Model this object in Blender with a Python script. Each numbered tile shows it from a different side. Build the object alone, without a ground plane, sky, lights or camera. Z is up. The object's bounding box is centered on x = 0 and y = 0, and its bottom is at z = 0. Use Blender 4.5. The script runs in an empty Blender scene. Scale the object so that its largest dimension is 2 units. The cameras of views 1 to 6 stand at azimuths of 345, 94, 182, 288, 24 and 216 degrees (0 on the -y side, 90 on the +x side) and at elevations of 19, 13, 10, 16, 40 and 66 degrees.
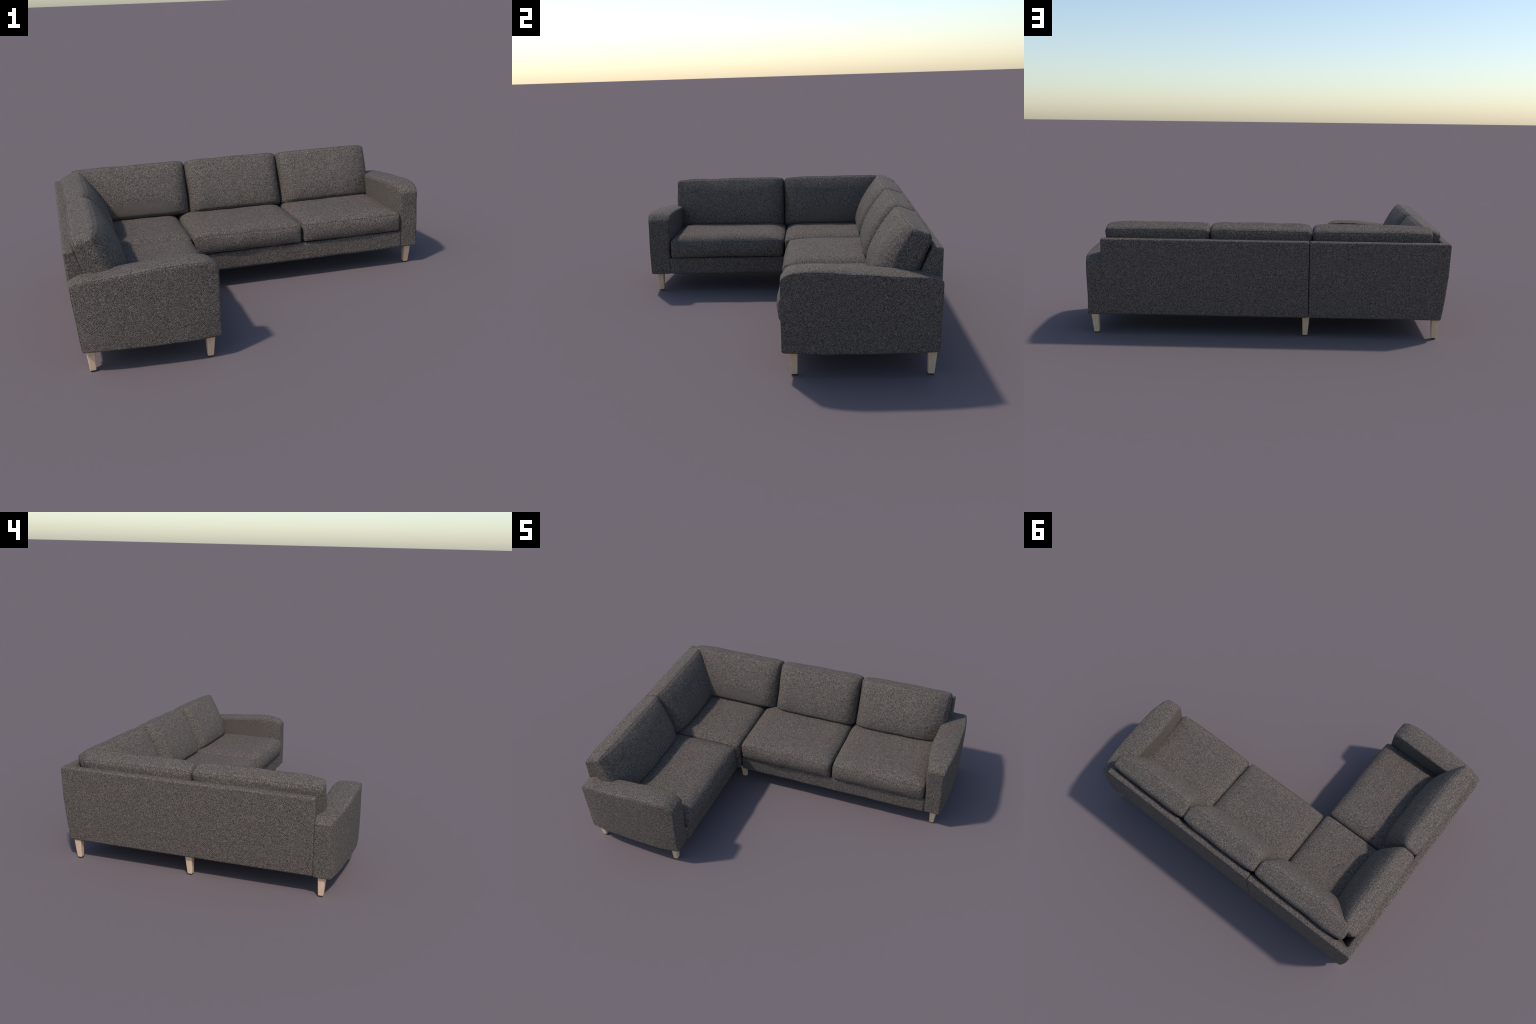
"""Upholstered L-shaped corner sofa on tapered pale-wood legs."""
import bpy, bmesh, math
import numpy as np
from mathutils import Vector, Matrix, noise

noise.seed_set(7)

# ------------------------------------------------------------------ helpers
def ticks(h, r, n, k=5):
    """Cube-face coordinates from -h to h, dense in the rounded margin r."""
    edge = [h - r + r * math.tan(math.radians(45 * i / k)) for i in range(1, k + 1)]
    mid = list(np.linspace(-(h - r), h - r, n + 1))
    return np.array([-e for e in reversed(edge)] + mid + edge)


def rounded_box(h, r, n):
    """Points (N,3) of a round-edged box of half sizes h, and its quads."""
    T = [ticks(h[a], r, n[a]) for a in range(3)]
    index, pts, quads = {}, [], []

    def vid(i, j, k):
        key = (i, j, k)
        if key not in index:
            index[key] = len(pts)
            pts.append((T[0][i], T[1][j], T[2][k]))
        return index[key]

    L = [len(t) - 1 for t in T]
    for a in range(3):
        b, c = (a + 1) % 3, (a + 2) % 3
        for side in (0, L[a]):
            for i in range(L[b]):
                for j in range(L[c]):
                    q = []
                    for di, dj in ((0, 0), (1, 0), (1, 1), (0, 1)):
                        ijk = [0, 0, 0]
                        ijk[a], ijk[b], ijk[c] = side, i + di, j + dj
                        q.append(vid(*ijk))
                    quads.append(q if side else q[::-1])
    p = np.array(pts)
    inner = np.clip(p, -(np.array(h) - r), np.array(h) - r)
    d = p - inner
    d /= np.linalg.norm(d, axis=1)[:, None]
    return inner + r * d, quads


def seam_loop(h, r, axis, sign, lift=0.0):
    """Closed line on the 45-degree crest of the box edge round one face."""
    b, c = (axis + 1) % 3, (axis + 2) % 3
    s = math.sqrt(0.5) * r + lift
    out = []
    corners = [(1, 1), (-1, 1), (-1, -1), (1, -1)]
    for q, (sb, sc) in enumerate(corners):
        for i in range(7):
            a = math.radians(90 * q + 90 * i / 6)
            out.append((sb * (h[b] - r) + s * math.cos(a), sc * (h[c] - r) + s * math.sin(a)))
        nb, nc = corners[(q + 1) % 4]
        p0 = np.array(out[-1])
        a = math.radians(90 * (q + 1))
        p1 = np.array((nb * (h[b] - r) + s * math.cos(a), nc * (h[c] - r) + s * math.sin(a)))
        m = 48
        out += [tuple(p0 + (p1 - p0) * i / m) for i in range(1, m)]
    P = np.zeros((len(out), 3))
    P[:, b] = [o[0] for o in out]
    P[:, c] = [o[1] for o in out]
    P[:, axis] = sign * (h[axis] - r + s)
    return P


def tube(path, rad, sides=6, closed=True):
    n = len(path)
    t = np.roll(path, -1, 0) - np.roll(path, 1, 0)
    if not closed:
        t[0], t[-1] = path[1] - path[0], path[-1] - path[-2]
    t /= np.linalg.norm(t, axis=1)[:, None]
    up = np.array((0.31, 0.47, 0.83))
    a = np.cross(t, up); a /= np.linalg.norm(a, axis=1)[:, None]
    b = np.cross(t, a)
    V, F = [], []
    for k in range(sides):
        ang = 2 * math.pi * k / sides
        V.append(path + rad * (math.cos(ang) * a + math.sin(ang) * b))
    V = np.stack(V, 1).reshape(-1, 3)
    for i in range(n if closed else n - 1):
        j = (i + 1) % n
        for k in range(sides):
            l = (k + 1) % sides
            F.append((i * sides + k, i * sides + l, j * sides + l, j * sides + k))
    return V, F


def add(name, V, F, mat, parent, smooth=True, frame=None):
    if frame is not None:  # keep world shape, but in the axes of a turned object
        V = np.asarray(V) @ np.array(frame)
    me = bpy.data.meshes.new(name)
    me.from_pydata([tuple(map(float, v)) for v in V], [], [list(map(int, f)) for f in F])
    bm = bmesh.new(); bm.from_mesh(me)
    bmesh.ops.recalc_face_normals(bm, faces=bm.faces)
    bm.to_mesh(me); bm.free()
    if smooth:
        me.polygons.foreach_set("use_smooth", [True] * len(me.polygons))
    me.materials.append(mat)
    ob = bpy.data.objects.new(name, me)
    bpy.context.scene.collection.objects.link(ob)
    ob.parent = parent
    if frame is not None and parent is sofa:
        ob.rotation_euler = frame.to_euler()
    return ob


def bake(ob):
    """Apply the modifiers of ob."""
    bpy.context.view_layer.update()
    dg = bpy.context.evaluated_depsgraph_get()
    me = bpy.data.meshes.new_from_object(ob.evaluated_get(dg), depsgraph=dg)
    ob.modifiers.clear()
    ob.data = me


def lumps(P, amp, size, seed):
    """Soft unevenness of stuffed upholstery: a smooth vector wobble."""
    out = P.copy()
    for i, p in enumerate(P):
        q = Vector(p / size) + Vector((seed * 3.1, seed * 1.7, seed))
        out[i] += amp * np.array(noise.noise_vector(q))
    return out


def interp(x, pts):
    xs, ys = zip(*pts)
    # smooth (cosine-free) monotone-ish interpolation by dense Catmull-Rom
    xs, ys = np.array(xs), np.array(ys)
    m = np.gradient(ys, xs)
    x = np.clip(x, xs[0], xs[-1])
    i = np.clip(np.searchsorted(xs, x) - 1, 0, len(xs) - 2)
    hh = xs[i + 1] - xs[i]
    t = (x - xs[i]) / hh
    return ((2*t**3 - 3*t**2 + 1) * ys[i] + (t**3 - 2*t**2 + t) * hh * m[i]
            + (-2*t**3 + 3*t**2) * ys[i + 1] + (t**3 - t**2) * hh * m[i + 1])

# ---------------------------------------------------------------- materials
def nodes_of(name):
    m = bpy.data.materials.new(name)
    m.use_nodes = True
    nt = m.node_tree
    return m, nt, nt.nodes["Principled BSDF"]


def math_node(nt, op, a, b=None, clamp=False):
    n = nt.nodes.new("ShaderNodeMath"); n.operation = op; n.use_clamp = clamp
    for i, v in enumerate((a, b)):
        if v is None: continue
        if isinstance(v, (int, float)): n.inputs[i].default_value = v
        else: nt.links.new(v, n.inputs[i])
    return n.outputs[0]


def stretched_noise(nt, coord, direction, scale, stretch, detail=2.0):
    """Noise whose grains are drawn out along a 3D direction (yarns)."""
    mp = nt.nodes.new("ShaderNodeMapping")
    # turn +z onto the direction, then shrink the coordinate along it
    mp.vector_type = 'TEXTURE'
    mp.inputs["Rotation"].default_value = Vector((0, 0, 1)).rotation_difference(Vector(direction).normalized()).to_euler()
    mp.inputs["Scale"].default_value = (1, 1, stretch)
    nt.links.new(coord, mp.inputs["Vector"])
    nz = nt.nodes.new("ShaderNodeTexNoise")
    nz.inputs["Scale"].default_value = scale
    nz.inputs["Detail"].default_value = detail
    nz.inputs["Roughness"].default_value = 0.6
    nt.links.new(mp.outputs[0], nz.inputs["Vector"])
    return nz.outputs["Fac"]


def fabric(name, contrast=1.0, bump=1.0, tint=(1, 1, 1), worn=None):
    m, nt, bsdf = nodes_of(name)
    co = nt.nodes.new("ShaderNodeTexCoord").outputs["Object"]
    warp = stretched_noise(nt, co, (1, 1, 1), 205, 3.6)
    weft = stretched_noise(nt, co, (-1, -1, 1), 205, 3.6)
    fleck = stretched_noise(nt, co, (0, 0, 1), 285, 1.0, 1.0)
    # twill ribs: two diagonal sets of yarn that swap over in patches
    sep = nt.nodes.new("ShaderNodeSeparateXYZ"); nt.links.new(co, sep.inputs[0])
    flat = math_node(nt, 'ADD', sep.outputs[0], sep.outputs[1])
    wob = stretched_noise(nt, co, (0, 0, 1), 45, 1.0)
    swap = math_node(nt, 'MULTIPLY', math_node(nt, 'SUBTRACT', stretched_noise(nt, co, (0, 0, 1), 28, 1.0, 3.0), 0.44), 9.0, True)
    ribs = []
    for op in ('SUBTRACT', 'ADD'):
        ph = math_node(nt, 'MULTIPLY', math_node(nt, op, sep.outputs[2], flat), 640)
        ph = math_node(nt, 'ADD', ph, math_node(nt, 'MULTIPLY', wob, 9.0))
        ribs.append(math_node(nt, 'MULTIPLY_ADD', math_node(nt, 'SINE', ph), 0.5))
        ribs[-1].node.inputs[2].default_value = 0.5
    def blend(a, b):
        mx = nt.nodes.new("ShaderNodeMix"); mx.data_type = 'FLOAT'
        nt.links.new(swap, mx.inputs[0]); nt.links.new(a, mx.inputs[2]); nt.links.new(b, mx.inputs[3])
        return mx.outputs[0]
    rib = blend(ribs[1], ribs[0])
    yarn = math_node(nt, 'MAXIMUM', warp, weft)
    grain = math_node(nt, 'ADD', math_node(nt, 'MULTIPLY', yarn, 0.53), math_node(nt, 'MULTIPLY', fleck, 0.42))
    grain = math_node(nt, 'ADD', grain, math_node(nt, 'MULTIPLY', rib, 0.08))
    ramp = nt.nodes.new("ShaderNodeValToRGB")
    el = ramp.color_ramp.elements
    base = np.array((0.118, 0.097, 0.081)) * np.array(tint)
    lo, hi = 1 - 0.64 * contrast, 1 + 1.22 * contrast
    el[0].position, el[1].position = 0.43, 0.67
    el[0].color = (*(base * lo), 1)
    el[1].color = (*(base * hi * np.array((1.0, 1.0, 1.03))), 1)
    mid = el.new(0.54); mid.color = (*base, 1)
    nt.links.new(grain, ramp.inputs[0])
    cloth, height = ramp.outputs[0], grain
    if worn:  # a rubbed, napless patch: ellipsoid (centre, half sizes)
        mp = nt.nodes.new("ShaderNodeMapping"); mp.vector_type = 'TEXTURE'
        mp.inputs["Location"].default_value = worn[0]; mp.inputs["Scale"].default_value = worn[1]
        nt.links.new(co, mp.inputs["Vector"])
        ln = nt.nodes.new("ShaderNodeVectorMath"); ln.operation = 'LENGTH'
        nt.links.new(mp.outputs[0], ln.inputs[0])
        fray = math_node(nt, 'MULTIPLY', math_node(nt, 'SUBTRACT', stretched_noise(nt, co, (0, 0, 1), 90, 3.0), 0.5), 0.5)
        fade = math_node(nt, 'MULTIPLY', math_node(nt, 'SUBTRACT', 1.0, math_node(nt, 'ADD', ln.outputs["Value"], fray)), 3.0, True)
        fade = math_node(nt, 'MULTIPLY', fade, 0.85)
        mw = nt.nodes.new("ShaderNodeMix"); mw.data_type = 'RGBA'
        nt.links.new(fade, mw.inputs["Factor"]); nt.links.new(cloth, mw.inputs["A"])
        mw.inputs["B"].default_value = (*(base * 1.06), 1)
        cloth = mw.outputs["Result"]
        height = math_node(nt, 'MULTIPLY', grain, math_node(nt, 'SUBTRACT', 1.0, fade))
    # melange: slow drift of warmth between yarns
    drift = nt.nodes.new("ShaderNodeTexNoise")
    drift.inputs["Scale"].default_value = 58; drift.inputs["Detail"].default_value = 3
    nt.links.new(co, drift.inputs["Vector"])
    dr = nt.nodes.new("ShaderNodeValToRGB")
    dr.color_ramp.elements[0].position, dr.color_ramp.elements[1].position = 0.36, 0.66
    dr.color_ramp.elements[0].color = (0.90, 0.95, 0.92, 1)
    dr.color_ramp.elements[1].color = (1.10, 1.02, 1.03, 1)
    nt.links.new(drift.outputs["Fac"], dr.inputs[0])
    mix = nt.nodes.new("ShaderNodeMix"); mix.data_type = 'RGBA'; mix.blend_type = 'MULTIPLY'
    mix.inputs["Factor"].default_value = 1.0
    nt.links.new(cloth, mix.inputs["A"]); nt.links.new(dr.outputs[0], mix.inputs["B"])
    nt.links.new(mix.outputs["Result"], bsdf.inputs["Base Color"])
    bsdf.inputs["Roughness"].default_value = 0.92
    bsdf.inputs["Specular IOR Level"].default_value = 0.2
    bsdf.inputs["Sheen Weight"].default_value = 0.0
    bp = nt.nodes.new("ShaderNodeBump")
    bp.inputs["Strength"].default_value = 0.85 * bump
    bp.inputs["Distance"].default_value = 0.004
    nt.links.new(height, bp.inputs["Height"])
    nt.links.new(bp.outputs[0], bsdf.inputs["Normal"])
    return m


def wood():
    m, nt, bsdf = nodes_of("pale_wood")
    co = nt.nodes.new("ShaderNodeTexCoord").outputs["Object"]
    g = stretched_noise(nt, co, (0, 0, 1), 260, 14.0, 3.0)
    r = nt.nodes.new("ShaderNodeValToRGB")
    r.color_ramp.elements[0].position, r.color_ramp.elements[1].position = 0.3, 0.7
    r.color_ramp.elements[0].color = (0.69, 0.465, 0.29, 1)
    r.color_ramp.elements[1].color = (0.84, 0.60, 0.40, 1)
    nt.links.new(g, r.inputs[0]); nt.links.new(r.outputs[0], bsdf.inputs["Base Color"])
    bsdf.inputs["Roughness"].default_value = 0.5
    return m


def plain(name, rgb, rough):
    m, nt, bsdf = nodes_of(name)
    co = nt.nodes.new("ShaderNodeTexCoord").outputs["Object"]
    nz = stretched_noise(nt, co, (0, 0, 1), 300, 1.0)
    r = nt.nodes.new("ShaderNodeValToRGB")
    r.color_ramp.elements[0].color = (*[c * 0.8 for c in rgb], 1)
    r.color_ramp.elements[1].color = (*[c * 1.2 for c in rgb], 1)
    nt.links.new(nz, r.inputs[0]); nt.links.new(r.outputs[0], bsdf.inputs["Base Color"])
    bsdf.inputs["Roughness"].default_value = rough
    return m


FABRIC = fabric("tweed_fabric")
SEAM = fabric("seam_fabric_dark", 0.5, 0.4, (0.7, 0.7, 0.7))  # same tweed tinted darker, a thin dark line along the cushion and arm edges
WELT = fabric("welt_fabric", 0.4, 0.4, (1.35, 1.3, 1.25))
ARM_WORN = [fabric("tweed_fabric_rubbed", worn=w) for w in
            (((0.835, 0.34, 0.355), (0.040, 0.27, 0.10)), ((-0.66, -0.618, 0.355), (0.27, 0.020, 0.10)))]
WOOD = wood()
PAD = plain("black_felt", (0.02, 0.02, 0.022), 0.8)

# --------------------------------------------------------------------- root
sofa = bpy.data.objects.new("corner_sofa", None)
bpy.context.scene.collection.objects.link(sofa)
sofa["label"] = "grey tweed L-shaped corner sofa with pale wooden legs"
sofa["category"] = "sofa"

# ------------------------------------------------------------ seat cushions
def seat_cushion(x0, x1, y0, y1, z0, z1, front, puff, seed):
    """front: (axis, sign) of the exposed face that swells forward."""
    c = np.array(((x0 + x1) / 2, (y0 + y1) / 2, (z0 + z1) / 2))
    h = np.array(((x1 - x0) / 2, (y1 - y0) / 2, (z1 - z0) / 2))
    r = 0.015
    fa, fs = front
    sa = 1 - fa

    def shape(P):
        u = np.clip(P / h, -1, 1)
        Q = P.copy()
        ff, ss = u[:, fa] * fs, u[:, sa]
        crown = (1 - np.abs(ss) ** 9) * np.where(ff > 0, 1 - np.abs(ff) ** 9, 1 - np.abs(ff) ** 4)
        up = np.clip((u[:, 2] + 0.2) / 1.2, 0, 1)
        Q[:, 2] += puff * crown * up
        # front swells, strongest at mid height
        f = np.clip(u[:, fa] * fs, 0, 1) ** 3
        Q[:, fa] += fs * 0.014 * f * (1 - u[:, 2] ** 2) * (1 - np.abs(u[:, sa]) ** 6)
        Q[:, sa] -= ss * 0.010 * np.clip(ff, 0, 1) ** 10
        Q += c
        return lumps(Q, 0.0035, 0.11, seed)

    P, F = rounded_box(h, r, (34, 28, 8))
    ob = add("seat_cushion", shape(P), F, FABRIC, sofa)
    for s in (1, -1):
        V, G = tube(shape(seam_loop(h, r, 2, s, 0.0)), 0.0013 if s > 0 else 0.0017)
        add("seam_piping", V, G, SEAM if s > 0 else WELT, ob)
    return ob


seat_cushion(0.2845, 0.872, 0.073, 0.60, 0.211, 0.307, (1, -1), 0.031, 1)
seat_cushion(-0.328, 0.2835, 0.070, 0.60, 0.211, 0.307, (1, -1), 0.030, 2)
seat_cushion(-0.86, -0.337, 0.046, 0.60, 0.211, 0.307, (0, 1), 0.025, 3)
seat_cushion(-0.86, -0.346, -0.628, 0.043, 0.211, 0.307, (0, 1), 0.031, 4)

# ------------------------------------------------------------ back cushions
def back_cushion(a0, a1, along, back, ztop, lean, height, thick, bulge, crown, seed, tight=(8, 8), mat=None):
    """Leaning box cushion. along = 0 runs on x (faces -y), 1 runs on y (faces +x).
    back, ztop: where the top back edge stands at the ends of the cushion."""
    w = (a1 - a0) / 2
    h = np.array((w, thick / 2, height / 2))
    r = 0.020
    cl, sl = math.cos(math.radians(lean)), math.sin(math.radians(lean))

    def shape(P):
        s = np.clip(P[:, 0] / h[0], -1, 1)
        d = np.clip(P[:, 1] / h[1], -1, 1)          # +1 front
        hh = np.clip((P[:, 2] / h[2] + 1) / 2, 0, 1)  # 0 bottom .. 1 top
        e = np.where(s < 0, tight[0], tight[1]) * (0.78 + 0.22 * np.clip(hh * 1.6, 0, 1))  # low corners tuck in
        across = 1 - np.abs(s) ** e
        prof = interp(hh, [(0, 0.80), (0.15, 0.97), (0.3, 1.0), (0.6, 0.86), (0.85, 0.57), (1, 0.28)])
        front = (d + 1) / 2
        dd = P[:, 1] + bulge * across * prof * front ** 1.2
        dd -= 0.026 * (1 - front) * (1 - np.abs(s) ** 8) * np.sin(np.pi * np.clip(hh, 0, 1)) ** 0.6
        up = P[:, 2] + crown * (1 - np.abs(s) ** 6) * hh ** 4 * (1.0 - 0.45 * front)
        dd = dd + h[1]              # from the back plane
        up = up - h[2]              # from the top edge
        depth = dd * cl - up * sl
        z = ztop + dd * sl + up * cl
        run = (a0 + a1) / 2 + P[:, 0]
        if along == 0:
            Q = np.stack((run, back - depth, z), 1)
        else:
            Q = np.stack((back + depth, run, z), 1)
        return lumps(Q, 0.004, 0.12, seed)

    P, F = rounded_box(h, r, (36, 8, 26))
    # object axes lean with the cushion, so that the weave runs true on its face
    frame = Matrix.Rotation(math.radians(-lean), 3, 'X' if along == 0 else 'Y')
    ob = add("back_cushion", shape(P), F, mat or FABRIC, sofa, frame=frame)
    for sgn in (1, -1):
        V, G = tube(shape(seam_loop(h, r, 1, sgn, 0.0)), 0.0012)
        add("seam_piping", V, G, SEAM, ob, frame=frame)
    return ob


R = dict(along=0, back=0.714, ztop=0.575, lean=21, height=0.31, thick=0.088, bulge=0.072, crown=0.011)
L = dict(along=1, back=-0.955, ztop=0.572, lean=18, height=0.305, thick=0.090, bulge=0.076, crown=0.012)
def worn_low(name, centre, half, lean, axis):
    turn = Matrix.Rotation(math.radians(-lean), 3, axis)
    return fabric(name, worn=(turn.inverted() @ Vector(centre), half))


back_cushion(0.3005, 0.872, seed=11, tight=(10, 4), **R)
back_cushion(-0.2565, 0.2995, seed=12, tight=(10, 10), **R)
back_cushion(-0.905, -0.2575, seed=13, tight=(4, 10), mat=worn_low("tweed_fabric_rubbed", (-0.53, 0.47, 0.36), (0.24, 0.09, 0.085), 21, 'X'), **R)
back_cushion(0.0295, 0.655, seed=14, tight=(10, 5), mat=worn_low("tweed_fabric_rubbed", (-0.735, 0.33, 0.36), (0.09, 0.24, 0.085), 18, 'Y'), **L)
back_cushion(-0.660, 0.0285, seed=15, tight=(4, 10), **L)

# -------------------------------------------------------------- back panels
# cross-section (depth from the outer plane, height), outside up, over, inside down
OUT_R = [(0.740, 0.109), (0.750, 0.22), (0.757, 0.36), (0.760, 0.531)]
OUT_L = [(-0.961, 0.109), (-0.976, 0.22), (-0.990, 0.36), (-0.998, 0.531)]
IN_R = [(0.718, 0.534), (0.665, 0.42), (0.610, 0.27), (0.610, 0.109)]
IN_L = [(-0.953, 0.534), (-0.907, 0.42), (-0.850, 0.27), (-0.850, 0.109)]


def finish_panel(ob, width=0.010, segs=4):
    b = ob.modifiers.new("Bevel", 'BEVEL')
    b.width = width; b.segments = segs; b.limit_method = 'ANGLE'; b.angle_limit = math.radians(35)
    b.harden_normals = True
    bake(ob)


def loft(name, rings):
    n = len(rings[0])
    V = [p for ring in rings for p in ring]
    F = [[i * n + k, i * n + (k + 1) % n, (i + 1) * n + (k + 1) % n, (i + 1) * n + k]
         for i in range(len(rings) - 1) for k in range(n)]
    F.append(list(range(n))[::-1])
    F.append([(len(rings) - 1) * n + k for k in range(n)])
    ob = add(name, V, F, FABRIC, sofa)
    finish_panel(ob)
    return ob


ys, xs = OUT_R + IN_R, OUT_L + IN_L
SEAM_X = -0.2425
loft("back_panel", [[(SEAM_X + 0.001, y, z) for y, z in ys], [(0.886, y, z) for y, z in ys]])
loft("back_panel", [[(SEAM_X - 0.001, y, z) for y, z in ys],
                    [(x, y, z) for (x, z), (y, _) in zip(xs, ys)],
                    [(x, -0.634, z) for x, z in xs]])

# ---------------------------------------------------------------- armrests
def armrest(place, length, w_back, w_front, bow, bow_in, rake, mat, seed):
    """Local frame: l metres from the back end, s metres outward from the
    inner face, z. Both faces bow outward; the back end rakes with the panel."""
    h = np.array((length / 2, 0.5 * max(w_back, w_front), 0.17))
    r = 0.010
    H0 = 0.107
    top = [(0, 0.408), (0.06, 0.421), (0.25, 0.435), (0.5, 0.448), (0.72, 0.457), (0.88, 0.455), (0.95, 0.446), (1, 0.424)]

    def shape(P):
        t = np.clip((P[:, 0] / h[0] + 1) / 2, 0, 1)
        s = np.clip((P[:, 1] / h[1] + 1) / 2, 0, 1)
        v = (P[:, 2] / h[2] + 1) / 2
        w = w_back + (w_front - w_back) * t
        dome = 0.010 * np.clip(4 * s * (1 - s), 0, 1) ** 0.8 * interp(t, [(0, 0.0), (0.2, 0.25), (0.5, 0.85), (0.75, 1.0), (0.93, 0.7), (1, 0.25)])
        z = H0 + v * (interp(t, top) - H0) + dome * np.clip((v - 0.75) / 0.25, 0, 1)
        arch = np.clip(1 - np.abs(2 * t - 1) ** 2.8, 0, 1)
        out = bow * arch * s * (0.8 + 0.2 * np.sin(np.clip(v, 0, 1) * math.pi * 0.75))
        out -= bow_in * arch * (1 - s)
        l = P[:, 0] + h[0] + rake * (1 - t) ** 2 * np.clip(1 - v, 0, 1) ** 1.3
        return lumps(place(l, s * w + out, z), 0.003, 0.13, seed)

    P, F = rounded_box(h, r, (40, 10, 26))
    ob = add("armrest", shape(P), F, mat, sofa)
    for sgn in (1, -1):
        V, G = tube(shape(seam_loop(h, r, 1, sgn, 0.0)), 0.0011)
        add("seam_piping", V, G, SEAM, ob)
    return ob


armrest(lambda l, s, z: np.stack((0.876 + s, 0.753 - l, z), 1), 0.666, 0.091, 0.096, 0.031, 0.035, 0.012, ARM_WORN[0], 21)
armrest(lambda l, s, z: np.stack((-0.990 + l, -0.632 - s, z), 1), 0.623, 0.089, 0.117, 0.027, 0.016, 0.024, ARM_WORN[1], 22)

# -------------------------------------------------------------- seat bases
def seat_base(x0, x1, y0, y1, z0, z1, r, seed):
    """Padded rail box under the cushions, its lower edges rolled under."""
    c = np.array(((x0 + x1) / 2, (y0 + y1) / 2, (z0 + z1) / 2))
    h = np.array(((x1 - x0) / 2, (y1 - y0) / 2, (z1 - z0) / 2))
    P, F = rounded_box(h, r, (36, 24, 6))
    return add("seat_base", lumps(P + c, 0.003, 0.1, seed), F, FABRIC, sofa)


seat_base(-0.332, 0.880, 0.080, 0.70, 0.1045, 0.204, 0.016, 31)
seat_base(-0.93, -0.336, 0.075, 0.70, 0.1115, 0.206, 0.012, 32)
seat_base(-0.93, -0.358, -0.634, 0.073, 0.1085, 0.206, 0.014, 33)

# ------------------------------------------------------------------- legs
def leg_mesh():
    a, b, top, bot = 0.021, 0.0135, 0.125, 0.003
    off = 0.004  # outer faces lean in more than inner ones
    V = [(sx * b, sy * b, bot) for sx, sy in ((-1, -1), (1, -1), (1, 1), (-1, 1))]
    V += [(sx * a + off, sy * a + off, top) for sx, sy in ((-1, -1), (1, -1), (1, 1), (-1, 1))]
    F = [(3, 2, 1, 0), (4, 5, 6, 7)] + [(i, (i + 1) % 4, 4 + (i + 1) % 4, 4 + i) for i in range(4)]
    ob = add("leg", V, F, WOOD, None)
    finish_panel(ob, 0.0045, 4)
    pad = add("foot_pad", [(p[0] * 0.84, p[1] * 0.84, z) for z in (0, 0.0035) for p in V[:4]],
              F, PAD, ob, smooth=False)
    return ob, pad


first, pad = leg_mesh()
LEGS = [(-0.928, -0.671, 180), (-0.418, -0.700, -90), (0.928, 0.137, -90), (0.928, 0.709, 0),
        (-0.930, 0.698, 90), (-0.918, 0.043, 90), (-0.226, 0.690, 90), (-0.338, 0.145, 180)]
for i, (x, y, rot) in enumerate(LEGS):
    ob = first if i == 0 else first.copy()
    if i:
        bpy.context.scene.collection.objects.link(ob)
        p2 = pad.copy(); bpy.context.scene.collection.objects.link(p2); p2.parent = ob
    ob.parent = sofa
    ob.location = (x, y, 0)
    ob.rotation_euler = (0, 0, math.radians(rot))
